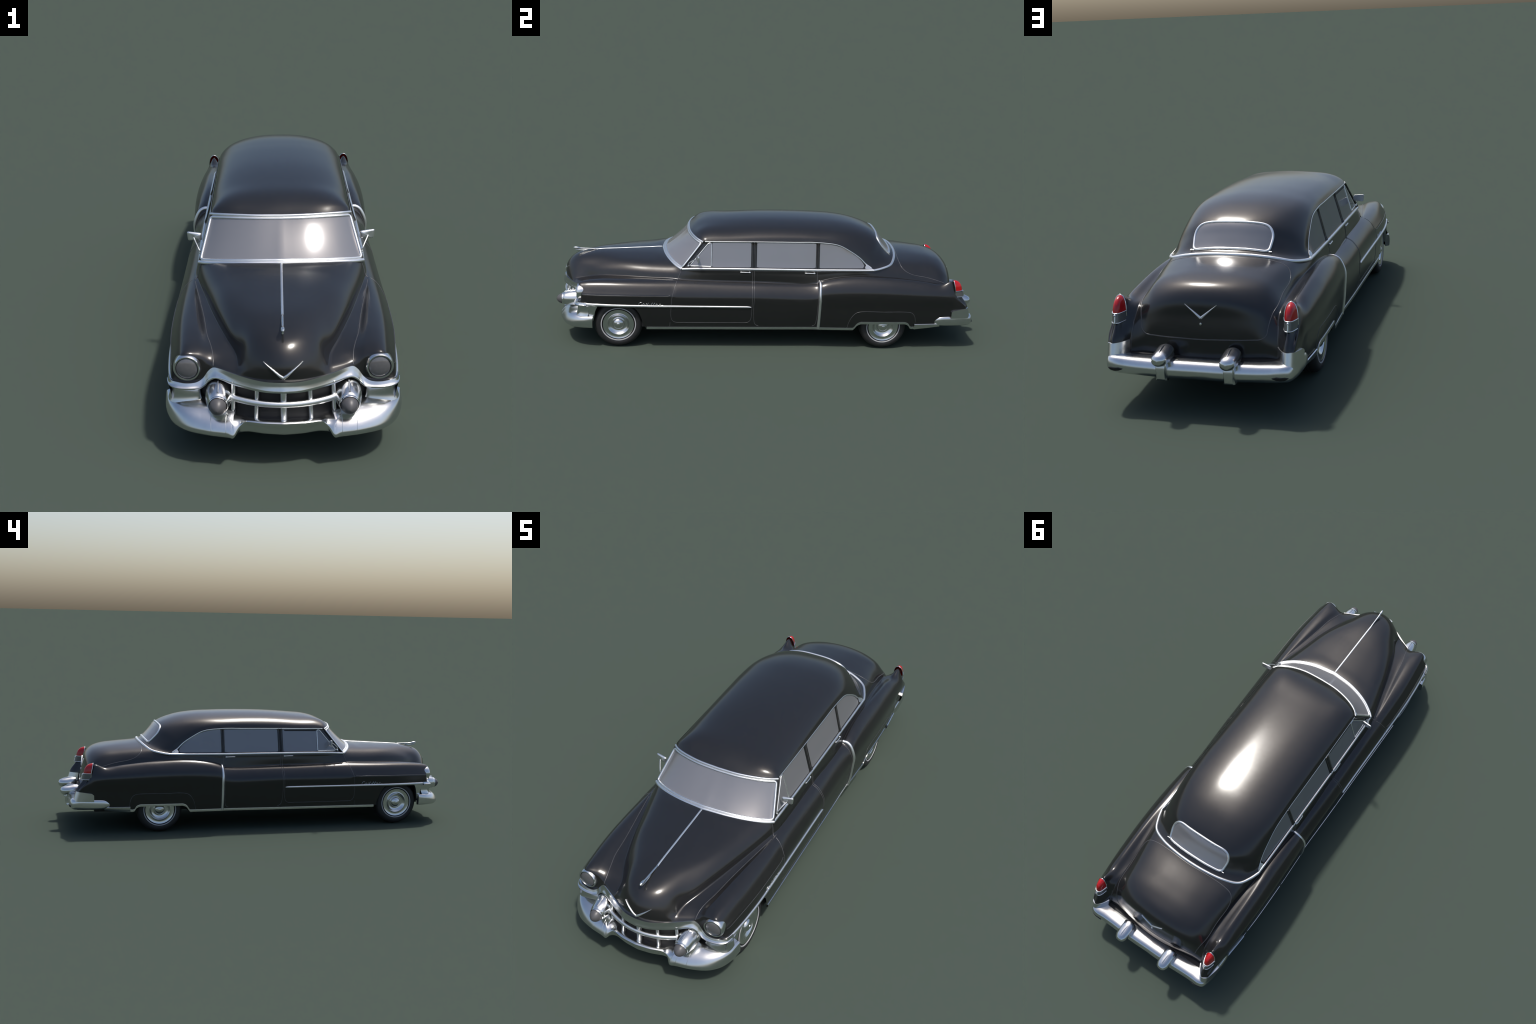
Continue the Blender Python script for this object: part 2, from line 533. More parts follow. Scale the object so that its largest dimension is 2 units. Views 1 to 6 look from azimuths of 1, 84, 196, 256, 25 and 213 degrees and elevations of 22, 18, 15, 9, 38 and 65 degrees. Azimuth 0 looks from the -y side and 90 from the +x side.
both("quarter_web", *plate(web, .0052), SATIN, angle=30)


def rounded(poly, r, n=5):
    out = []
    m = len(poly)
    for i in range(m):
        p0, p1, p2 = (np.array(poly[(i + k) % m], float) for k in (-1, 0, 1))
        rr = r[i] if hasattr(r, "__len__") else r
        a, b = p0 - p1, p2 - p1
        ra = min(rr, np.linalg.norm(a) * .45)
        rb = min(rr, np.linalg.norm(b) * .45)
        a, b = p1 + a / np.linalg.norm(a) * ra, p1 + b / np.linalg.norm(b) * rb
        for t in np.linspace(0, 1, n):
            out.append((1 - t) ** 2 * a + 2 * t * (1 - t) * p1 + t * t * b)
    return out


def fill_pane(outline, tree_point, off, rows=8, cols=24):
    """Grid pane inside a convex (y, z) outline, laid on the panel."""
    O = np.array(outline)
    y0, y1 = O[:, 0].min(), O[:, 0].max()
    V_, cl = [], np.vstack([O, O[0]])
    for y in np.linspace(y0 + 1e-4, y1 - 1e-4, cols):
        zs = []
        for a, b in zip(cl[:-1], cl[1:]):
            if (a[0] - y) * (b[0] - y) <= 0 and a[0] != b[0]:
                zs.append(a[1] + (b[1] - a[1]) * (y - a[0]) / (b[0] - a[0]))
        lo, hi = min(zs), max(zs)
        for z in np.linspace(lo, hi, rows):
            V_.append(tree_point(y, z, off))
    faces = grid_faces(cols, rows)
    # a lip all round sinks the pane into its frame
    border = [i * rows for i in range(cols)] + [(cols - 1) * rows + j for j in range(1, rows)] + \
             [i * rows + rows - 1 for i in range(cols - 2, -1, -1)] + [j for j in range(rows - 2, 0, -1)]
    n0 = len(V_)
    for b in border:
        V_.append(V_[b] - np.array([.004, 0, 0]))
    nb_ = len(border)
    for k in range(nb_):
        faces.append((border[k], border[(k + 1) % nb_], n0 + (k + 1) % nb_, n0 + k))
    return V_, faces


vent = rounded([(-.385, .3815), (-.2865, .3805), (-.2865, .4835), (-.301, .4835)], [.006, .002, .006, .006])
front_pane = rounded([(-.283, .379), (-.1035, .380), (-.1035, .4895), (-.283, .4865)], .003)
back_pane = rounded([(-.0765, .380), (.1985, .381), (.1985, .4925), (-.0765, .4905)], .003)
quarter = rounded([(.2165, .381), (.425, .383), (.429, .396), (.415, .415), (.375, .449), (.325, .476), (.272, .489), (.2165, .4925)],
                  [.003, .006, .008, .02, .03, .03, .03, .003])
both("vent_window", *fill_pane(vent, panel_point, .0008, cols=30), GLASS, angle=30)
a_, b_ = both("door_window", *fill_pane(front_pane, panel_point, .0008), GLASS, angle=30)
both("door_window", *fill_pane(back_pane, panel_point, .0008), GLASS, angle=30)
both("quarter_window", *fill_pane(quarter, panel_point, .0008, cols=50), GLASS, angle=30)
# left front window is wound down a crack
gap = [(-.28, .4785), (-.115, .4805), (-.11, .488), (-.283, .4855)]
v, f = plate(gap, .0018)
add("window_gap", [(-p[0], p[1], p[2]) for p in v], [q[::-1] for q in f], DARK, angle=30)
# vent frame and pillar strips
vf = [panel_point(y, z, .001) for y, z in vent]
vf = resample(np.array(vf), .004, closed=True)
both("vent_frame", *sweep(vf, np.tile([1., 0, .25], (len(vf), 1)), half_round(.0024, .0024), closed=True), TRIM, angle=60)
for yc in (-.0965, -.0835, .2025, .2125):
    line = [panel_point(yc, z, 0) for z in np.linspace(.377, .494, 12)]
    both("pillar_strip", *sweep(line, np.tile([1., 0, .25], (12, 1)), half_round(.0042, .0042)), PAINT, angle=60)
for yc in (-.090, .2075):
    line = [panel_point(yc, z, .0034) for z in np.linspace(.377, .494, 8)]
    both("panel_seam", *sweep(line, np.tile([1., 0, .25], (8, 1)), half_round(.0009, .0012)), SEAM, angle=60)

# ---- windshield glass and its chrome
def ws_point(u, k, off=0.0):
    """u = -1..1 across, k = 0 bottom .. 1 top."""
    i = (u * .5 + .5) * (WSF.shape[0] - 1)
    j = k * (WSF.shape[1] - 1)
    i0, j0 = min(int(i), WSF.shape[0] - 2), min(int(j), WSF.shape[1] - 2)
    a, b = i - i0, j - j0
    p = (WSF[i0, j0] * (1 - a) + WSF[i0 + 1, j0] * a) * (1 - b) + (WSF[i0, j0 + 1] * (1 - a) + WSF[i0 + 1, j0 + 1] * a) * b
    n = np.array([p[0] * 1.6, -.75, .60])
    n /= np.linalg.norm(n)
    return p + n * off, n


gv = []
for u in np.linspace(-.955, .955, 61):
    for k in np.linspace(.07, .915, 14):
        gv.append(ws_point(u, k, .0012)[0])
add("windshield", gv, grid_faces(61, 14), GLASS, angle=80)
outline = rounded([(-.958, .058), (.958, .058), (.958, .918), (-.958, .918)], [.08, .08, .08, .08], 6)
dense = []
for i in range(len(outline)):
    a, b = outline[i], outline[(i + 1) % len(outline)]
    for t in np.linspace(0, 1, max(2, int(np.abs(b - a).max() / .04) + 2))[:-1]:
        dense.append(a + (b - a) * t)
pp = [ws_point(u, k, .0008) for u, k in dense]
add("windshield_moulding", *sweep([p for p, n in pp], [n for p, n in pp], half_round(.0044, .0042), closed=True), TRIM, angle=60)
for k, w, sgn in ((0.0, .0058, 1), (.972, .0046, 1)):
    pp = [ws_point(u, k, .0005) for u in np.linspace(-1, 1, 61)]
    add("windshield_moulding", *sweep([p for p, n in pp], [n for p, n in pp], half_round(w, .0045, .003)), TRIM, angle=60)
pil = [ws_point(1, k, .0005)[0] for k in np.linspace(0, 1, 14)]
both("pillar_moulding", *sweep(pil, np.tile([.75, -.5, .3], (14, 1)), half_round(.0022, .0022, .003)), PAINT, angle=60)

# ---- back window
wc, wu, wv = np.array([0, .545, .4705]), np.array([1., 0, 0]), np.array([0, -.687, .727])
wn = np.array([0, .727, .687])


def rw_point(a, b, off):
    o = wc + wu * a + wv * b + wn * .1
    hit = ROOFT.ray_cast(V(o), V(-wn))
    n = hit[1]
    if n.dot(V(wn)) < 0:
        n = -n
    return np.array(hit[0] + n * off), np.array(n)


rw_poly = rounded([(-.132, -.0505), (.132, -.0505), (.1405, .018), (.118, .0515), (0, .0525), (-.118, .0515), (-.1405, .018)], [.016, .016, .03, .03, .08, .03, .03], 6)
rw_poly = [np.array(p) for p in rw_poly]
cl = np.vstack([rw_poly, rw_poly[0]])
rv = []
for a in np.linspace(-.137, .137, 56):
    zs = []
    for p, q in zip(cl[:-1], cl[1:]):
        if (p[0] - a) * (q[0] - a) <= 0 and p[0] != q[0]:
            zs.append(p[1] + (q[1] - p[1]) * (a - p[0]) / (q[0] - p[0]))
    for b in np.linspace(min(zs), max(zs), 12):
        rv.append(rw_point(a, b, .0010)[0])
add("window", rv, grid_faces(56, 12), GLASS, angle=80)
den = resample(np.array([(p[0], p[1], 0) for p in rw_poly]), .006, closed=True)
pp = [rw_point(p[0], p[1], .0004) for p in den]
add("window_moulding", *sweep([p for p, n in pp], [n for p, n in pp], half_round(.0046, .0042), closed=True), TRIM, angle=60)
for sx in (-1, 1):
    p, n = rw_point(sx * .137, -.050, .001)
    add("hinge_clip", *sweep([p - np.array([.006, 0, 0]), p + np.array([.006, 0, 0])], [n, n], half_round(.0022, .003)), CHROME, angle=60)

# ---- side spear, strips, sills
spear = [(.294, -.888, .2095), (.306, -.84, .2095), (.312, -.78, .2095), (.318, -.70, .2095), (.32, -.55, .2095), (.319, -.3, .2095), (.318, -.100, .2095)]
trim("chrome_spear", spear, BODY, .0062, .0048, step=.01, out=(1, 0, 0),
     taper=lambda t: 1.04 - .26 * min(1, t * 1.6) - (.5 * max(0, (t - .985) / .015)))
strip = [(.263, .2165, .3225), (.280, .217, .3215), (.296, .218, .311), (.312, .2185, .28), (.321, .219, .24), (.321, .219, .19), (.318, .2185, .14), (.311, .2175, .099)]
trim("stone_guard_strip", strip, BODY, .0066, .0050, step=.006, out=(1, 0, .3))
sy = np.r_[np.linspace(-.578, .384, 60), np.linspace(.388, .655, 40), np.linspace(.66, .79, 12)]


def side_x(y, z):
    hit = BODY.ray_cast(V((.6, y, z)), V((-1, 0, 0)))
    return hit[0].x if hit[0] is not None else .312


low_edge = B[:, -1]
order = (low_edge[:, 1] > -.583) & (low_edge[:, 1] < .80)
le = low_edge[order]
le = resample(le, .005)
sv = []
for p in le:
    h = .010
    sv += [(p[0] - .004, p[1], p[2] + h + .001), (p[0] + .0030, p[1], p[2] + h - .001), (p[0] + .0036, p[1], p[2] + h * .45), (p[0] + .0030, p[1], p[2] - .002), (p[0] - .006, p[1], p[2] - .0025)]
both("sill_moulding", sv, grid_faces(len(le), 5), CHROME, angle=50)
ly = np.linspace(.676, .80, 14)
gp = []
for y in ly:
    x = side_x(y, .15)
    for z, o in ((.132, 0), (.130, .003), (.118, .0025), (.103 + .012 * (y - .676) / .12, -.002)):
        gp.append((x + o - (.14 - z) * .12, y, z))
both("quarter_moulding", gp, grid_faces(14, 4), CHROME, angle=50)

# ---- panel seams
seam([(.249, -.424, .366), (.259, -.436, .333), (.264, -.443, .319)], out=(1, 0, 0))
seam([(.272, -.443, .3155), (.300, -.452, .295), (.318, -.463, .255), (.32, -.467, .205), (.317, -.467, .16), (.315, -.461, .139), (.315, -.448, .130),
      (.315, -.40, .1285), (.315, -.16, .1285), (.315, -.112, .131), (.315, -.1005, .145), (.318, -.0965, .20), (.316, -.0955, .26), (.29, -.0955, .298), (.263, -.095, .314), (.258, -.0945, .36)], out=(1, 0, 0))
seam([(.257, -.087, .366), (.262, -.0865, .315), (.29, -.087, .298), (.316, -.087, .255), (.318, -.088, .2), (.317, -.086, .15), (.315, -.078, .121), (.314, -.062, .112)], out=(1, 0, 0))
seam([(.256, .208, .366), (.264, .208, .316), (.291, .209, .300), (.316, .210, .255), (.318, .210, .2), (.316, .208, .15), (.313, .202, .118), (.312, .19, .112)], out=(1, 0, 0))
seam([(.328, .355, .104), (.328, .362, .14), (.328, .376, .170), (.328, .393, .187), (.328, .415, .1935), (.328, .52, .194), (.328, .630, .194), (.328, .655, .190), (.328, .671, .175), (.328, .679, .150), (.328, .681, .108)], out=(1, 0, 0))
seam([(.298, -.872, .2535), (.316, -.69, .257), (.319, -.55, .258), (.318, -.485, .2585), (.318, -.472, .263)], out=(1, 0, 0), w=.0009)
seam([(.184, -.889, .262), (.187, -.862, .283), (.196, -.825, .292), (.206, -.787, .298), (.220, -.69, .306), (.242, -.57, .312), (.262, -.46, .319)], out=(0, 0, 1))
seam([(.315, -.470, .128), (.315, -.471, .108)], out=(1, 0, 0))
tl = [(0, .614, .419), (.1, .608, .411), (.17, .606, .395), (.205, .612, .378), (.222, .632, .364), (.228, .665, .35), (.225, .74, .335), (.221, .80, .314),
      (.214, .838, .295), (.207, .862, .262), (.203, .871, .24), (.19, .877, .229), (.15, .884, .2265), (.06, .892, .2255), (0, .894, .225)]
tl_full = tl + [(-p[0], p[1], p[2]) for p in tl[::-1]][1:-1]
seam(tl_full, mirror=False, closed=True, out=(0, .6, 1), w=.0017)
seam([(.240, .850, .262), (.2405, .868, .235), (.2405, .878, .20), (.241, .884, .17)], out=(0, 1, 0))

# ---- hood centre strip, V emblems, trunk button
trim("hood_strip", [(0, -.515, .396), (0, -.6, .39), (0, -.7, .382), (0, -.825, .3705)], BODY, .0034, .0015, mirror=False, out=(0, 0, 1))
for tip, mid_, arm, out in (((0, -.9685, .268), (.024, -.9615, .287), (.050, -.951, .3055), (0, -1, .3)), ((0, .8865, .291), (.026, .883, .312), (.052, .877, .332), (0, 1, .2))):
    trim("v_emblem", [tip, mid_, arm], BODY, .0046, .0042, step=.004, out=out, taper=lambda t: 1.0 - .85 * t)
v, f = lathe([(.0045, -.002), (.0045, .002), (.0035, .0032), (0, .0036)], BODY.find_nearest(V((0, .889, .273)))[0], (0, 1, .1), 20)
add("trunk_lock", v, f, CHROME)

# ---- hood ornament
orn = crom([(0, -.822, .3765), (0, -.85, .3775), (0, -.885, .3780), (0, -.903, .379), (0, -.922, .3815), (0, -.935, .3815)], 6)
sc = np.interp(np.linspace(0, 1, len(orn)), [0, .1, .62, .72, .9, 1], [.6, .8, .8, 1.35, 1.25, .5])
parts = [tube(orn, .0043, scale=list(sc), n=12)]
parts.append(tube(crom([(0, -.927, .3735), (0, -.908, .370), (0, -.888, .369), (0, -.868, .374)], 5), .0028, n=10))
add("hood_ornament", *join(*parts), CHROME, angle=50)

# ---- door handles
for y0 in (-.154, .147):
    hv = []
    x0 = .2590
    path = crom([(x0 - .006, y0 - .001, .3588), (x0 - .001, y0 + .004, .359), (x0, y0 + .02, .359), (x0, y0 + .040, .3585), (x0 - .003, y0 + .050, .358)], 6)
    s = np.interp(np.linspace(0, 1, len(path)), [0, .3, .75, .85, 1], [.7, 1, .9, 1.25, 1.1])
    a = tube(path, .0026, scale=list(s), n=10)
    b = lathe([(.0042, -.012), (.0042, 0), (.003, .002), (0, .0025)], (x0 - .001, y0 + .0455, .3582), (1, 0, .1), 14)
    c = lathe([(.0035, -.012), (.0035, 0)], (x0 - .002, y0 + .006, .359), (1, 0, .1), 12)
    both("door_handle", *join(a, b, c), TRIM, angle=50)

# ---- wing mirrors
out2 = rounded([(.2440, .4105), (.2890, .4080), (.2920, .4390), (.2450, .4350)], .007, 5)
mv = []
for yo, s in ((-.3540, .25), (-.3538, .60), (-.3528, .80), (-.3508, .94), (-.3478, 1.0), (-.3462, .95)):
    cx, cz = .2675, .4235
    for p in out2:
        mv.append((cx + (p[0] - cx) * s, yo + (p[0] - cx) * .12, cz + (p[1] - cz) * s))
n2 = len(out2)
mf = grid_faces(6, n2, wrap_v=True) + [tuple(range(n2)), tuple(range(5 * n2, 6 * n2))]
both("wing_mirror", mv, mf, TRIM, angle=50)
arm = crom([(.247, -.392, .384), (.251, -.391, .394), (.258, -.380, .406), (.270, -.358, .4225)], 6)
both("mirror_arm", *join(tube(arm, .0019, n=8), lathe([(.005, -.004), (.005, .001), (.003, .003), (0, .003)], (.2485, -.391, .3845), (.9, -.2, .3), 14)), TRIM)

# ---- script lettering on the front fenders: pen strokes on a 10 x 1 line
STROKES = [
    [(1.35, .85), (1.25, 1.0), (.7, .98), (.2, .6), (.05, .2), (.35, .0), (.9, .1), (1.5, .3)],
    [(2.3, .5), (1.9, .55), (1.6, .25), (1.8, .02), (2.2, .2), (2.45, .5), (2.3, .1), (2.7, .1)],
    [(3.5, .5), (3.1, .55), (2.8, .25), (3.0, .02), (3.4, .2), (4.0, .95), (3.5, .1), (3.9, .1)],
    [(4.45, .5), (4.25, .1), (4.6, .1)],
    [(4.7, .2), (5.45, .95), (5.0, .25), (5.0, .02), (5.4, .12)],
    [(5.6, .2), (6.35, .95), (5.9, .25), (5.9, .02), (6.3, .12)],
    [(7.3, .5), (6.9, .55), (6.6, .25), (6.8, .02), (7.2, .2), (7.45, .5), (7.3, .1), (7.8, .15)],
    [(8.6, .48), (8.3, .55), (7.95, .3), (8.05, .02), (8.4, .05), (9.4, .2)],
]
for side in (1, -1):
    parts = []
    for st in STROKES:
        pts = []
        for a, b in st:
            y = -.615 + a * .0118 if side > 0 else -.505 - a * .0118
            z = .2125 + b * .0155
            pts.append((.33, y, z))
        P = resample(crom(pts, 6), .0012)
        Q = np.array([(side_x(p[1], p[2]), p[1], p[2]) for p in P])
        Q[:, 0] *= side
        parts.append(sweep(Q, np.tile([side * 1., 0, 0], (len(Q), 1)), half_round(.00062, .0009, .001, 5)))
    add("script_lettering", *join(*parts), SATIN, angle=60)

# ------------------------------------------------------------------ front end
# dark grille cavity and underbody
cv = []
for x in np.linspace(-.205, .205, 42):
    for z, o in ((.250, .0), (.20, .002), (.155, .0), (.118, -.012)):
        cv.append((x, -.950 + o + 1.9 * x * x + 4 * x ** 4, z))
add("grille_cavity", *join((cv, grid_faces(42, 4)), box(-.292, .292, -.872, -.855, .11, .214)), DARK, angle=30)
add("underbody", *join(box(-.300, .300, -.560, .385, .093, .13), box(-.205, .205, -.86, .84, .09, .20), box(-.285, .285, .67, .90, .118, .17),
                       box(-.295, .295, -.60, -.56, .10, .24), box(-.295, .295, .36, .385, .10, .24), box(-.29, .29, .66, .69, .11, .24)), DARK, smooth=False)

# eyebrow moulding: top and bottom edge lines
m_top = [(0, -.975, .256), (.045, -.968, .255), (.09, -.947, .2545), (.135, -.921, .256), (.168, -.902, .2595), (.185, -.894, .2585), (.199, -.891, .246), (.213, -.892, .226), (.230, -.897, .2165), (.258, -.899, .2145), (.284, -.893, .2165), (.2985, -.884, .2165), (.3045, -.872, .2165), (.309, -.850, .2155)]
m_bot = [(0, -.976, .2295), (.045, -.968, .228), (.09, -.946, .226), (.135, -.922, .228), (.160, -.910, .2335), (.176, -.905, .2345), (.190, -.901, .226), (.206, -.898, .2085), (.216, -.900, .202), (.25, -.903, .200), (.286, -.896, .2015), (.3025, -.885, .2025), (.308, -.872, .203), (.312, -.850, .2035)]
T_, B_ = crom(m_top, 6), crom(m_bot, 6)
mm = []
for t, b in zip(T_, B_):
    c = (t + b) / 2
    fwd = np.array([c[0] * .9, -.28, 0])
    fwd /= np.linalg.norm(fwd)
    fwd = fwd * float(np.interp(c[0], [.28, .305], [1, .35]))
    inner = np.array([-.0, .02, 0])
    mm.append([t + inner - [0, 0, .003], t - fwd * .004, t + fwd * .0002, t * .7 + b * .3 + fwd * .0018, c + fwd * .0026, t * .25 + b * .75 + fwd * .0060, b + fwd * .0072 + [0, 0, .003], b + fwd * .0070, b + fwd * .003 - [0, 0, .002], b + inner])
mm = np.array(mm)
mmf = np.concatenate([mm[:0:-1] * [-1, 1, 1], mm], 0)
add("grille_moulding", mmf.reshape(-1, 3), grid_faces(*mmf.shape[:2]), CHROME, angle=50)

# grille bars
def front_arc(x, y0=-.966):
    return y0 + 1.9 * x * x + 6 * x ** 4 if abs(x) < .2 else -.89


hb = [(x, front_arc(x, -.970), .189 + .12 * x * x) for x in np.linspace(-.138, .138, 31)]
add("grille_bar", *sweep(hb, np.tile([0, -1., .1], (31, 1)), [(.0088, 0), (.007, .0045), (0, .0072), (-.007, .0045), (-.0088, 0), (-.006, -.006), (.006, -.006)]), TRIM, angle=60)
for x, w in ((0, .0086), (.068, .0056), (-.068, .0056), (.130, .0056), (-.130, .0056)):
    lean = .012 * (1 if x > 0 else -1 if x < 0 else 0)
    line = [(x + lean * t * .35, front_arc(x, -.960) - .004 * t, .236 - .098 * t) for t in np.linspace(0, 1, 8)]
    add("grille_bar", *sweep(line, np.tile([x * 2, -1., 0], (8, 1)), half_round(w, w * .9, .006)), TRIM, angle=60)

# bullet guards
bx, bz = .1705, .1885
prof = [(.0405, .0), (.0400, .02), (.0375, .045), (.0330, .064), (.0298, .0715), (.0285, .0725), (.0285, .0765), (.0270, .079)]
bo = V((bx, -.893, bz))
v, f = lathe(prof, bo, (0, -1, -.03), 40)
v = [V((bx + (p.x - bx) * .90, p.y, bz + (p.z - bz) * (1.0 if p.z > bz else .90))) for p in v]
ridge = sweep([(bx + .001, -.893, bz + .0405), (bx + .001, -.93, bz + .0385), (bx, -.960, bz + .0315)], [(0, 0, 1)] * 3, half_round(.0026, .003))
foot = lathe([(.024, -.02), (.020, .0), (.0165, .022), (.015, .04)], (bx + .002, -.925, .125), (0, .35, 1), 24)
both("bullet_guard", *join((v, f), ridge, foot), CHROME, angle=40)
tipp = [(.0245, .0), (.0240, .004), (.0215, .011), (.0170, .018), (.0110, .0235), (.005, .0268), (0, .0278)]
v, f = lathe(tipp, (bx, -.9705, bz - .002), (0, -1, -.02), 36)
both("bullet_tip", [V((bx + (p.x - bx) * .93, p.y, p.z)) for p in v], f, RUBBER_LENS, angle=60)

# headlamps
hx, hy, hz = .2540, -.888, .2550
rim = [(.0375, .030), (.0380, .012), (.0380, .002), (.0368, -.0045), (.0340, -.0085), (.0308, -.0080), (.0292, -.004), (.0282, .004)]
v, f = lathe([(r, -h) for r, h in rim], (hx, hy, hz), (.05, -1, .0), 48)
vv = []
for p in v:
    t = (p.z - hz) / .04
    vv.append(V((p.x, p.y + .004 * max(0, t) * (1 if p.y < hy + .004 else .3) + .002 * max(0, -t), p.z)))
both("headlamp_rim", vv, f, CHROME, angle=50)
v, f = lathe([(.0292, .001), (.0285, .004), (.024, .0068), (.015, .0090), (.007, .0100), (0, .0103)], (hx, hy, hz), (.05, -1, .03), 40)
both("headlamp", v, f, LAMP)

# parking lamp block under each headlamp
pb = []
px = [(.214, -.872), (.220, -.884), (.232, -.889), (.262, -.893), (.288, -.889), (.301, -.879), (.3065, -.862), (.307, -.84)]
pz = [(.2035, .000), (.201, .004), (.196, .001), (.185, -.002), (.170, -.001), (.160, .003), (.154, .006), (.148, .002), (.146, -.010)]
P = crom([(a, b, 0) for a, b in px], 5)
for q in P:
    nrm = np.array([q[0] - .255, -.045, 0])
    nrm /= np.linalg.norm(nrm)
    for z, o in pz:
        pb.append((q[0] + nrm[0] * o, q[1] + nrm[1] * o, z))
both("parking_lamp", pb, grid_faces(len(P), len(pz)), CHROME, angle=40)

# gravel guard between spear and bumper end
gg = []
for z in np.linspace(.2035, .118, 12):
    rear = np.interp(z, [.118, .139, .158, .183, .2035], [-.822, -.817, -.814, -.809, -.799])
    for y in np.linspace(-.888, rear, 12):
        t = (.2035 - z) / .085
        x = .302 + (y + .888) * .09 - .011 * math.sin(min(1, t) * 1.5) * (1 - .5 * smoothstep(-.84, -.81, y)) + .003
        gg.append((x, y, z))
    gg.append((gg[-1][0] - .012, gg[-1][1] + .003, z))
both("gravel_guard", gg, grid_faces(12, 13), CHROME, angle=50)

# front bumper: crest path in plan, section in (inset, height)
def bumper(path, sections, sign, n=8):
    """path: (x, y) in plan; sections: lists of (inset, z); sign -1 front, +1 rear."""
    Pp = crom([(x, y, 0) for x, y in path], n)
    S = np.array(sections, float)
    flat = crom(S.reshape(len(S), -1), n) if False else np.stack([crom(np.c_[S[:, k], np.arange(len(S)) * 0.02], n)[:, :2] for k in range(S.shape[1])], 1)
    T = np.gradient(Pp, axis=0)
    T[0] = [1, 0, 0]
    T /= np.linalg.norm(T, axis=1)[:, None]
    Nn = np.c_[T[:, 1], -T[:, 0], T[:, 2] * 0] * (1 if sign < 0 else -1)
    rows = []
    for p, nn, s in zip(Pp, Nn, flat):
        prof = crom(np.c_[s, np.zeros(len(s))], 4)
        rows.append([(p[0] - nn[0] * d, p[1] - nn[1] * d, z) for d, z, _ in prof])
    R = np.array(rows)
    F = np.concatenate([R[:0:-1] * [-1, 1, 1], R], 0)
    faces = grid_faces(*F.shape[:2])
    m = F.shape[1]
    faces += [tuple(range(m)), tuple(range((F.shape[0] - 1) * m, F.shape[0] * m))[::-1]]
    return F.reshape(-1, 3), faces


fb_path = [(0, -.993), (.055, -.986), (.098, -.973), (.113, -.971), (.131, -.984), (.150, -.981), (.205, -.971), (.262, -.949), (.298, -.915), (.317, -.872), (.323, -.822)]
mid_s = [(.066, .139), (.035, .141), (.010, .1485), (.000, .1450), (.006, .128), (.016, .102), (.060, .099)]
wing = [(.095, .163), (.052, .157), (.020, .140), (.003, .119), (.000, .107), (.010, .093), (.050, .089)]
fb_sec = [mid_s,
          [(.062, .139), (.035, .140), (.010, .147), (.000, .1435), (.006, .127), (.016, .102), (.060, .099)],
          [(.060, .139), (.030, .140), (.010, .1435), (.000, .1405), (.005, .126), (.014, .102), (.060, .099)],
          [(.070, .145), (.035, .142), (.012, .136), (.001, .129), (.002, .118), (.012, .099), (.060, .096)],
          [(.085, .155), (.045, .149), (.018, .134), (.003, .113), (.000, .102), (.009, .092), (.055, .090)],
          [(.090, .160), (.050, .154), (.019, .137), (.003, .117), (.000, .105), (.009, .092), (.050, .089)],
          wing,
          [(.085, .162), (.045, .158), (.017, .144), (.003, .122), (.000, .108), (.010, .094), (.045, .090)],
          [(.060, .160), (.032, .158), (.012, .148), (.002, .128), (.000, .112), (.008, .096), (.040, .092)],
          [(.040, .157), (.020, .156), (.007, .150), (.000, .135), (.000, .115), (.006, .099), (.030, .095)],
          [(.025, .154), (.012, .154), (.003, .150), (.000, .138), (.000, .118), (.003, .101), (.020, .097)]]
v, f = bumper(fb_path, fb_sec, -1)
add("bumper", v, f, CHROME, angle=38)
FBT = BVHTree.FromPolygons([V(p) for p in v], [q for q in f if len(q) == 4])
for xx in (.152, .192):
    seam([(xx, -.945, .152), (xx, -.968, .130), (xx, -.982, .107), (xx, -.972, .093)], tree=FBT, out=(0, -1, .4), w=.0008, mat=CHROME)

# ------------------------------------------------------------------ rear end
rb_path = [(0, .966), (.10, .966), (.19, .9625), (.235, .962), (.272, .962), (.295, .952), (.3065, .918), (.311, .86), (.311, .80), (.304, .774)]
bar = [(.076, .163), (.040, .171), (.013, .167), (.000, .145), (.003, .127), (.018, .1135), (.060, .115)]
end = [(.050, .173), (.026, .1765), (.008, .171), (.000, .152), (.002, .134), (.014, .122), (.048, .119)]
rb_sec = [bar, bar, [(.074, .164), (.036, .1715), (.012, .167), (.000, .146), (.003, .128), (.018, .115), (.056, .116)],
          [(.070, .168), (.030, .174), (.010, .168), (.000, .148), (.003, .129), (.017, .117), (.052, .118)],
          end, end,
          [(.025, .173), (.014, .174), (.004, .169), (.000, .152), (.002, .133), (.009, .1235), (.025, .122)],
          [(.016, .170), (.010, .1705), (.003, .165), (.000, .149), (.001, .132), (.006, .1240), (.016, .123)],
          [(.014, .167), (.009, .1675), (.003, .162), (.000, .147), (.001, .131), (.006, .1245), (.014, .123)],
          [(.012, .158), (.008, .1585), (.003, .155), (.000, .147), (.001, .138), (.004, .1335), (.012, .133)]]
v, f = bumper(rb_path, rb_sec, 1)
add("bumper", v, f, CHROME, angle=40)
RBT = BVHTree.FromPolygons([V(p) for p in v], [q for q in f if len(q) == 4])
# exhaust ports
ex = [(.240, .1385), (.253, .1335), (.267, .1315), (.280, .1335), (.291, .1400), (.280, .1425), (.267, .1415), (.253, .1430)]
ev = []
for a, b in ex:
    hit = RBT.ray_cast(V((a, 1.1, b)), V((0, -1, 0)))
    yy = hit[0].y if hit[0] is not None else .952
    ev.append((a, yy + .0030, b))
ev += [(p[0], p[1] - .012, p[2]) for p in ev]
both("exhaust_port", ev, [tuple(range(8)), tuple(range(15, 7, -1))] + [(i, (i + 1) % 8, 8 + (i + 1) % 8, 8 + i) for i in range(8)], DARK, angle=20)

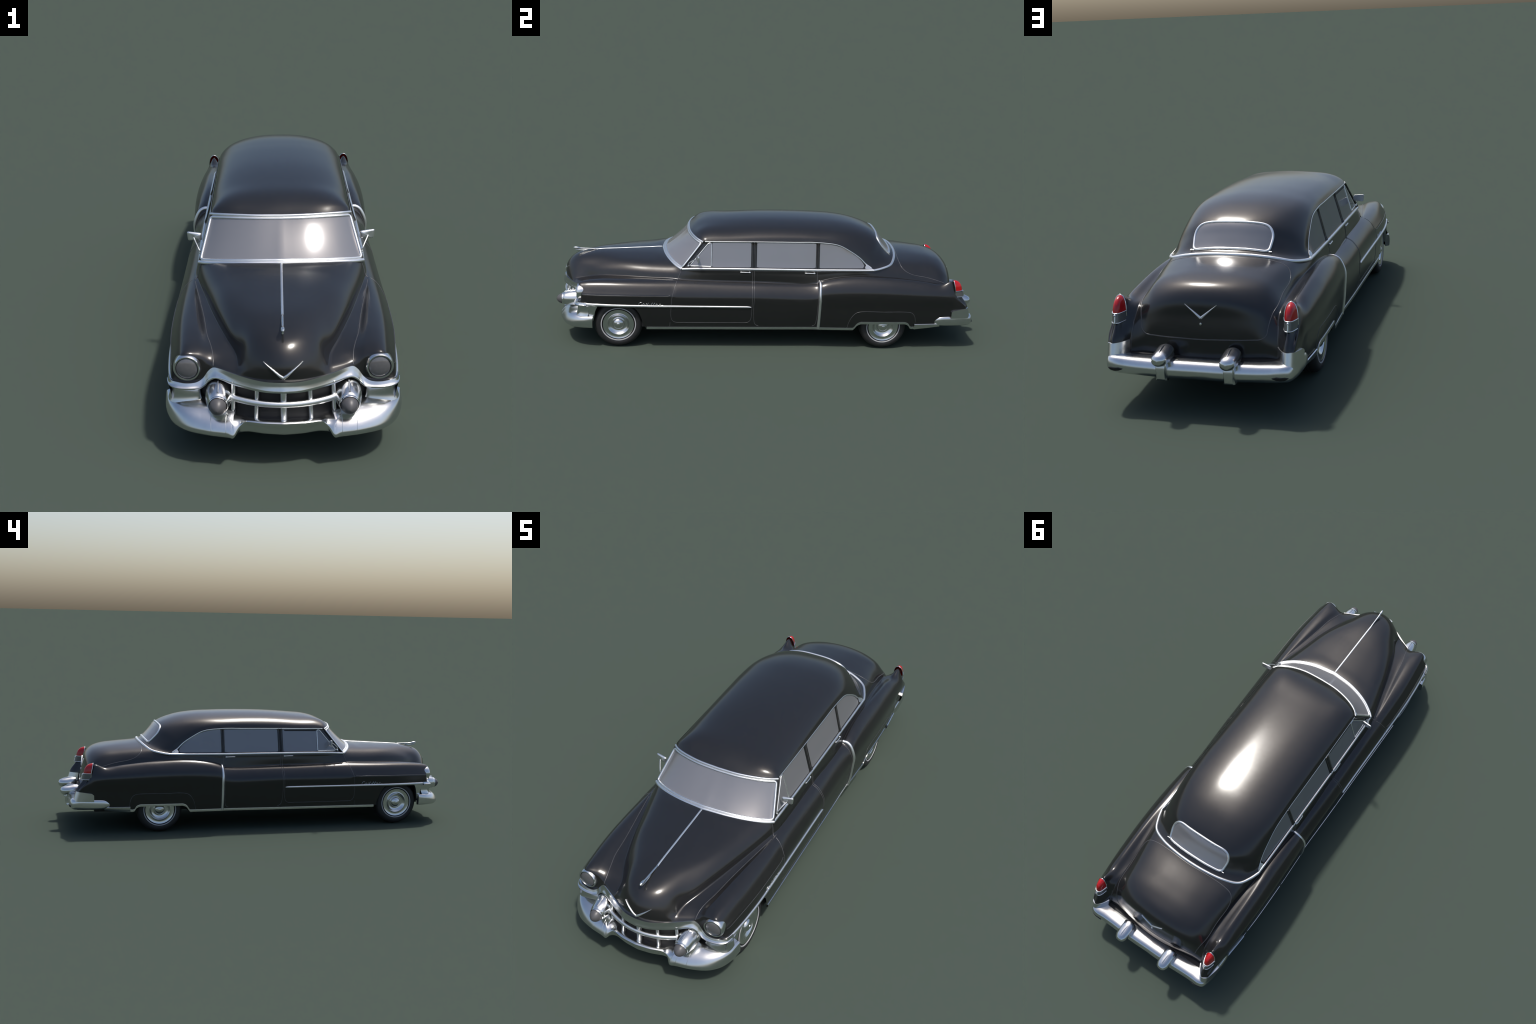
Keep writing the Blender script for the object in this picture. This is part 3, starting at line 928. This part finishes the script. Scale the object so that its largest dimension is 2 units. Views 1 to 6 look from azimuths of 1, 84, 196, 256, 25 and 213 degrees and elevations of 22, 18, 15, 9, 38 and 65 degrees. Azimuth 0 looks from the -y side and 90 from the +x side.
# bumper guards
gx, gz = .1085, .1850
gprof = [(.0, .0), (.012, .0008), (.020, .005), (.0235, .013), (.0240, .030), (.0238, .052), (.0222, .072), (.0170, .086), (.009, .0925), (0, .094)]
v, f = lathe(gprof, (gx, .905, gz), (0, 1, -.03), 36)
v = [V((gx + (p.x - gx) * 1.20, p.y, p.z + (0.006 if p.z > gz else 0) * min(1, max(0, (.96 - p.y) / .05)))) for p in v]
gr = sweep([(gx, .915, gz + .0235), (gx, .94, gz + .0268), (gx, .965, gz + .0235), (gx, .978, gz + .0185)], [(0, 0, 1)] * 4, half_round(.0018, .0022))
fo = []
for z, w, y in ((.180, .0180, .962), (.165, .0180, .972), (.150, .0165, .976), (.135, .0155, .976), (.121, .0160, .9745), (.115, .0185, .972), (.1120, .0185, .968)):
    fo += [(gx - w, y - .035, z), (gx - w, y - .004, z), (gx - w * .8, y, z), (gx + w * .8, y, z), (gx + w, y - .004, z), (gx + w, y - .035, z)]
both("bumper_guard", *join((v, f), gr, (fo, grid_faces(7, 6) + [tuple(range(36, 42))])), CHROME, angle=40)

# chrome sleeve at the foot of each fin
sl = [(.243, .893), (.252, .915), (.264, .932), (.279, .943), (.291, .940), (.2995, .930), (.305, .905), (.309, .875), (.3115, .849)]
P = crom([(a, b, 0) for a, b in sl], 5)
sv = []
nP = len(P)
for i, q in enumerate(P):
    t = i / (nP - 1)
    topz = np.interp(q[1], [.845, .850, .860, .95], [.186, .195, .2025, .2125]) if t > .45 else .2115
    nrm = np.array([q[0] - .272, (q[1] - .85) * .5, 0])
    nrm /= np.linalg.norm(nrm) + 1e-9
    for k in (0, .2, .4, .6, .8, .93, .97, 1):
        z = .162 + (topz - .162) * k
        back = -.30 * (z - .165) * (smoothstep(.86, .92, q[1]))
        o = .0035 if 0 < k < 1 else (.0035 if k == 0 else -.004)
        sv.append((q[0] + nrm[0] * o, q[1] + nrm[1] * o + back, z if k < 1 else topz))
both("fin_sleeve", sv, grid_faces(nP, 8), CHROME, angle=50)

# tail lamps
tx = .2795
def lamp_section(w, y0, d, n=17, p=3.0):
    pts = []
    for s in np.linspace(-1, 1, n):
        pts.append((tx + w * s, y0 + d * (1 - abs(s) ** p)))
    return pts


tv = []
lev = np.r_[np.linspace(0, .8, 9), .88, .94, .98, 1.0]
for t in lev:
    z = .2965 + .0475 * t
    w = .0205 * math.sqrt(max(0.0008, 1 - t ** 2.3))
    y0 = .8615 - .010 * t
    d = .0345 * math.sqrt(max(0.0008, 1 - t ** 3.2)) + .0005
    for a, b in lamp_section(w, y0, d):
        tv.append((a, b, z))
tvf = grid_faces(len(lev), 17) + [tuple(range(17))]
lamps = both("tail_lamp", tv, tvf, RED, angle=50)
rv2, nl = [], 5
for k in range(nl):
    t = k / (nl - 1)
    for a, b in lamp_section(.0222, .860 + .002 * t, .0385 + .0045 * t):
        rv2.append((a, b, .2945 - .0265 * t))
for ob_i, sx in enumerate((1, -1)):
    vv = [(sx * a, b, c) for a, b, c in rv2]
    add("reverse_lamp", vv, grid_faces(nl, 17), REVERSE, parent=lamps[ob_i], angle=50)
    rings = []
    for z, w, y0, d in ((.2957, .0220, .860, .0375), (.2665, .0224, .862, .0432)):
        line = [(sx * a, b, z) for a, b in lamp_section(w, y0, d, 17)]
        nn = [(sx * (a - tx) * 20, b - .84, 0) for a, b in lamp_section(w, y0, d, 17)]
        rings.append(sweep(line, nn, half_round(.0019, .0020)))
    edge = []
    for t in np.linspace(-.64, 1, 20):
        z = .2965 + .0485 * t
        edge.append((sx * (tx + .0215 * math.sqrt(max(0, 1 - max(0, t) ** 2.0))), .8605 - .010 * max(t, 0) - (.003 * min(t, 0)), z))
    edge2 = [(sx * (2 * tx - abs(p[0])), p[1], p[2]) for p in edge[:-1]][::-1]
    rings.append(tube(edge + edge2, .0017, n=8, up=(0, 1, 0)))
    rings.append(lathe([(0, .0048), (.0030, .0040), (.0046, .0010), (.0046, -.002)], (sx * tx, .9005, .290), (0, 1, .1), 14))
    rings.append(sweep([(sx * tx, .9005, .290), (sx * tx, .9035, .278), (sx * tx, .9065, .2665)], [(0, 1, 0)] * 3, half_round(.0034, .003)))
    add("tail_lamp_bezel", *join(*rings), CHROME, parent=lamps[ob_i], angle=50)

# ------------------------------------------------------------------ wheels
def wheel_meshes():
    out = {}
    R = .1105
    tyre = [(.074, -.042), (.082, -.045), (.094, -.046), (.103, -.042), (.1085, -.034), (.1105, -.024)]
    for h in (-.018, -.006, .006, .018):
        tyre += [(R, h - .004), (R - .0022, h - .003), (R - .0022, h + .001), (R, h + .002)]
    tyre += [(.1105, .024), (.1085, .032), (.104, .039), (.097, .0435), (.088, .0445), (.0825, .0435), (.0815, .0430), (.0790, .0425), (.0755, .0405), (.072, .036)]
    out["tyre"] = (lathe(tyre, (0, 0, 0), (1, 0, 0), 64), RUBBER, 40)
    out["whitewall_stripe"] = (lathe([(.0805, .0425), (.0802, .0446), (.0780, .0450), (.0758, .0446), (.0754, .0425)], (0, 0, 0), (1, 0, 0), 64), STRIPE, 50)
    disc = [(.0715, .030), (.0715, .0415), (.0705, .0432), (.0690, .0425), (.062, .0405), (.0525, .0400), (.0508, .0410), (.0495, .0400), (.044, .0330), (.036, .0285), (.030, .0285), (.0290, .0315), (.0278, .0320)]
    hub = [(.0285, .028), (.0272, .0345), (.0240, .0405), (.0180, .0450), (.0110, .0475), (.0090, .0478), (.0085, .0495), (.0070, .0505), (0, .0508)]
    out["wheel_disc"] = (lathe(disc, (0, 0, 0), (1, 0, 0), 64), CHROME, 35)
    out["hub_cap"] = (lathe(hub, (0, 0, 0), (1, 0, 0), 40), CHROME, 35)
    out["wheel"] = (lathe([(.0, -.03), (.072, -.03), (.0735, -.02), (.0735, .02), (.06, .024), (0, .024)], (0, 0, 0), (1, 0, 0), 40), DARK, 35)
    return out


protos = {}
for nm, ((v, f), mat, ang) in wheel_meshes().items():
    ob = add(nm, v, f, mat, angle=ang)
    protos[nm] = ob.data
    bpy.data.objects.remove(ob)
for x, y, rot in ((.2540, -.706, 0), (-.2540, -.706, math.pi), (.2525, .531, 0), (-.2525, .531, math.pi)):
    w = bpy.data.objects.new("wheel", protos["wheel"])
    bpy.context.scene.collection.objects.link(w)
    w.parent = ROOT
    w.location = (x, y, .1105)
    w.rotation_euler = (0, 0, rot)
    for nm in ("tyre", "whitewall_stripe", "wheel_disc", "hub_cap"):
        c = bpy.data.objects.new(nm, protos[nm])
        bpy.context.scene.collection.objects.link(c)
        c.parent = w

bpy.context.view_layer.update()
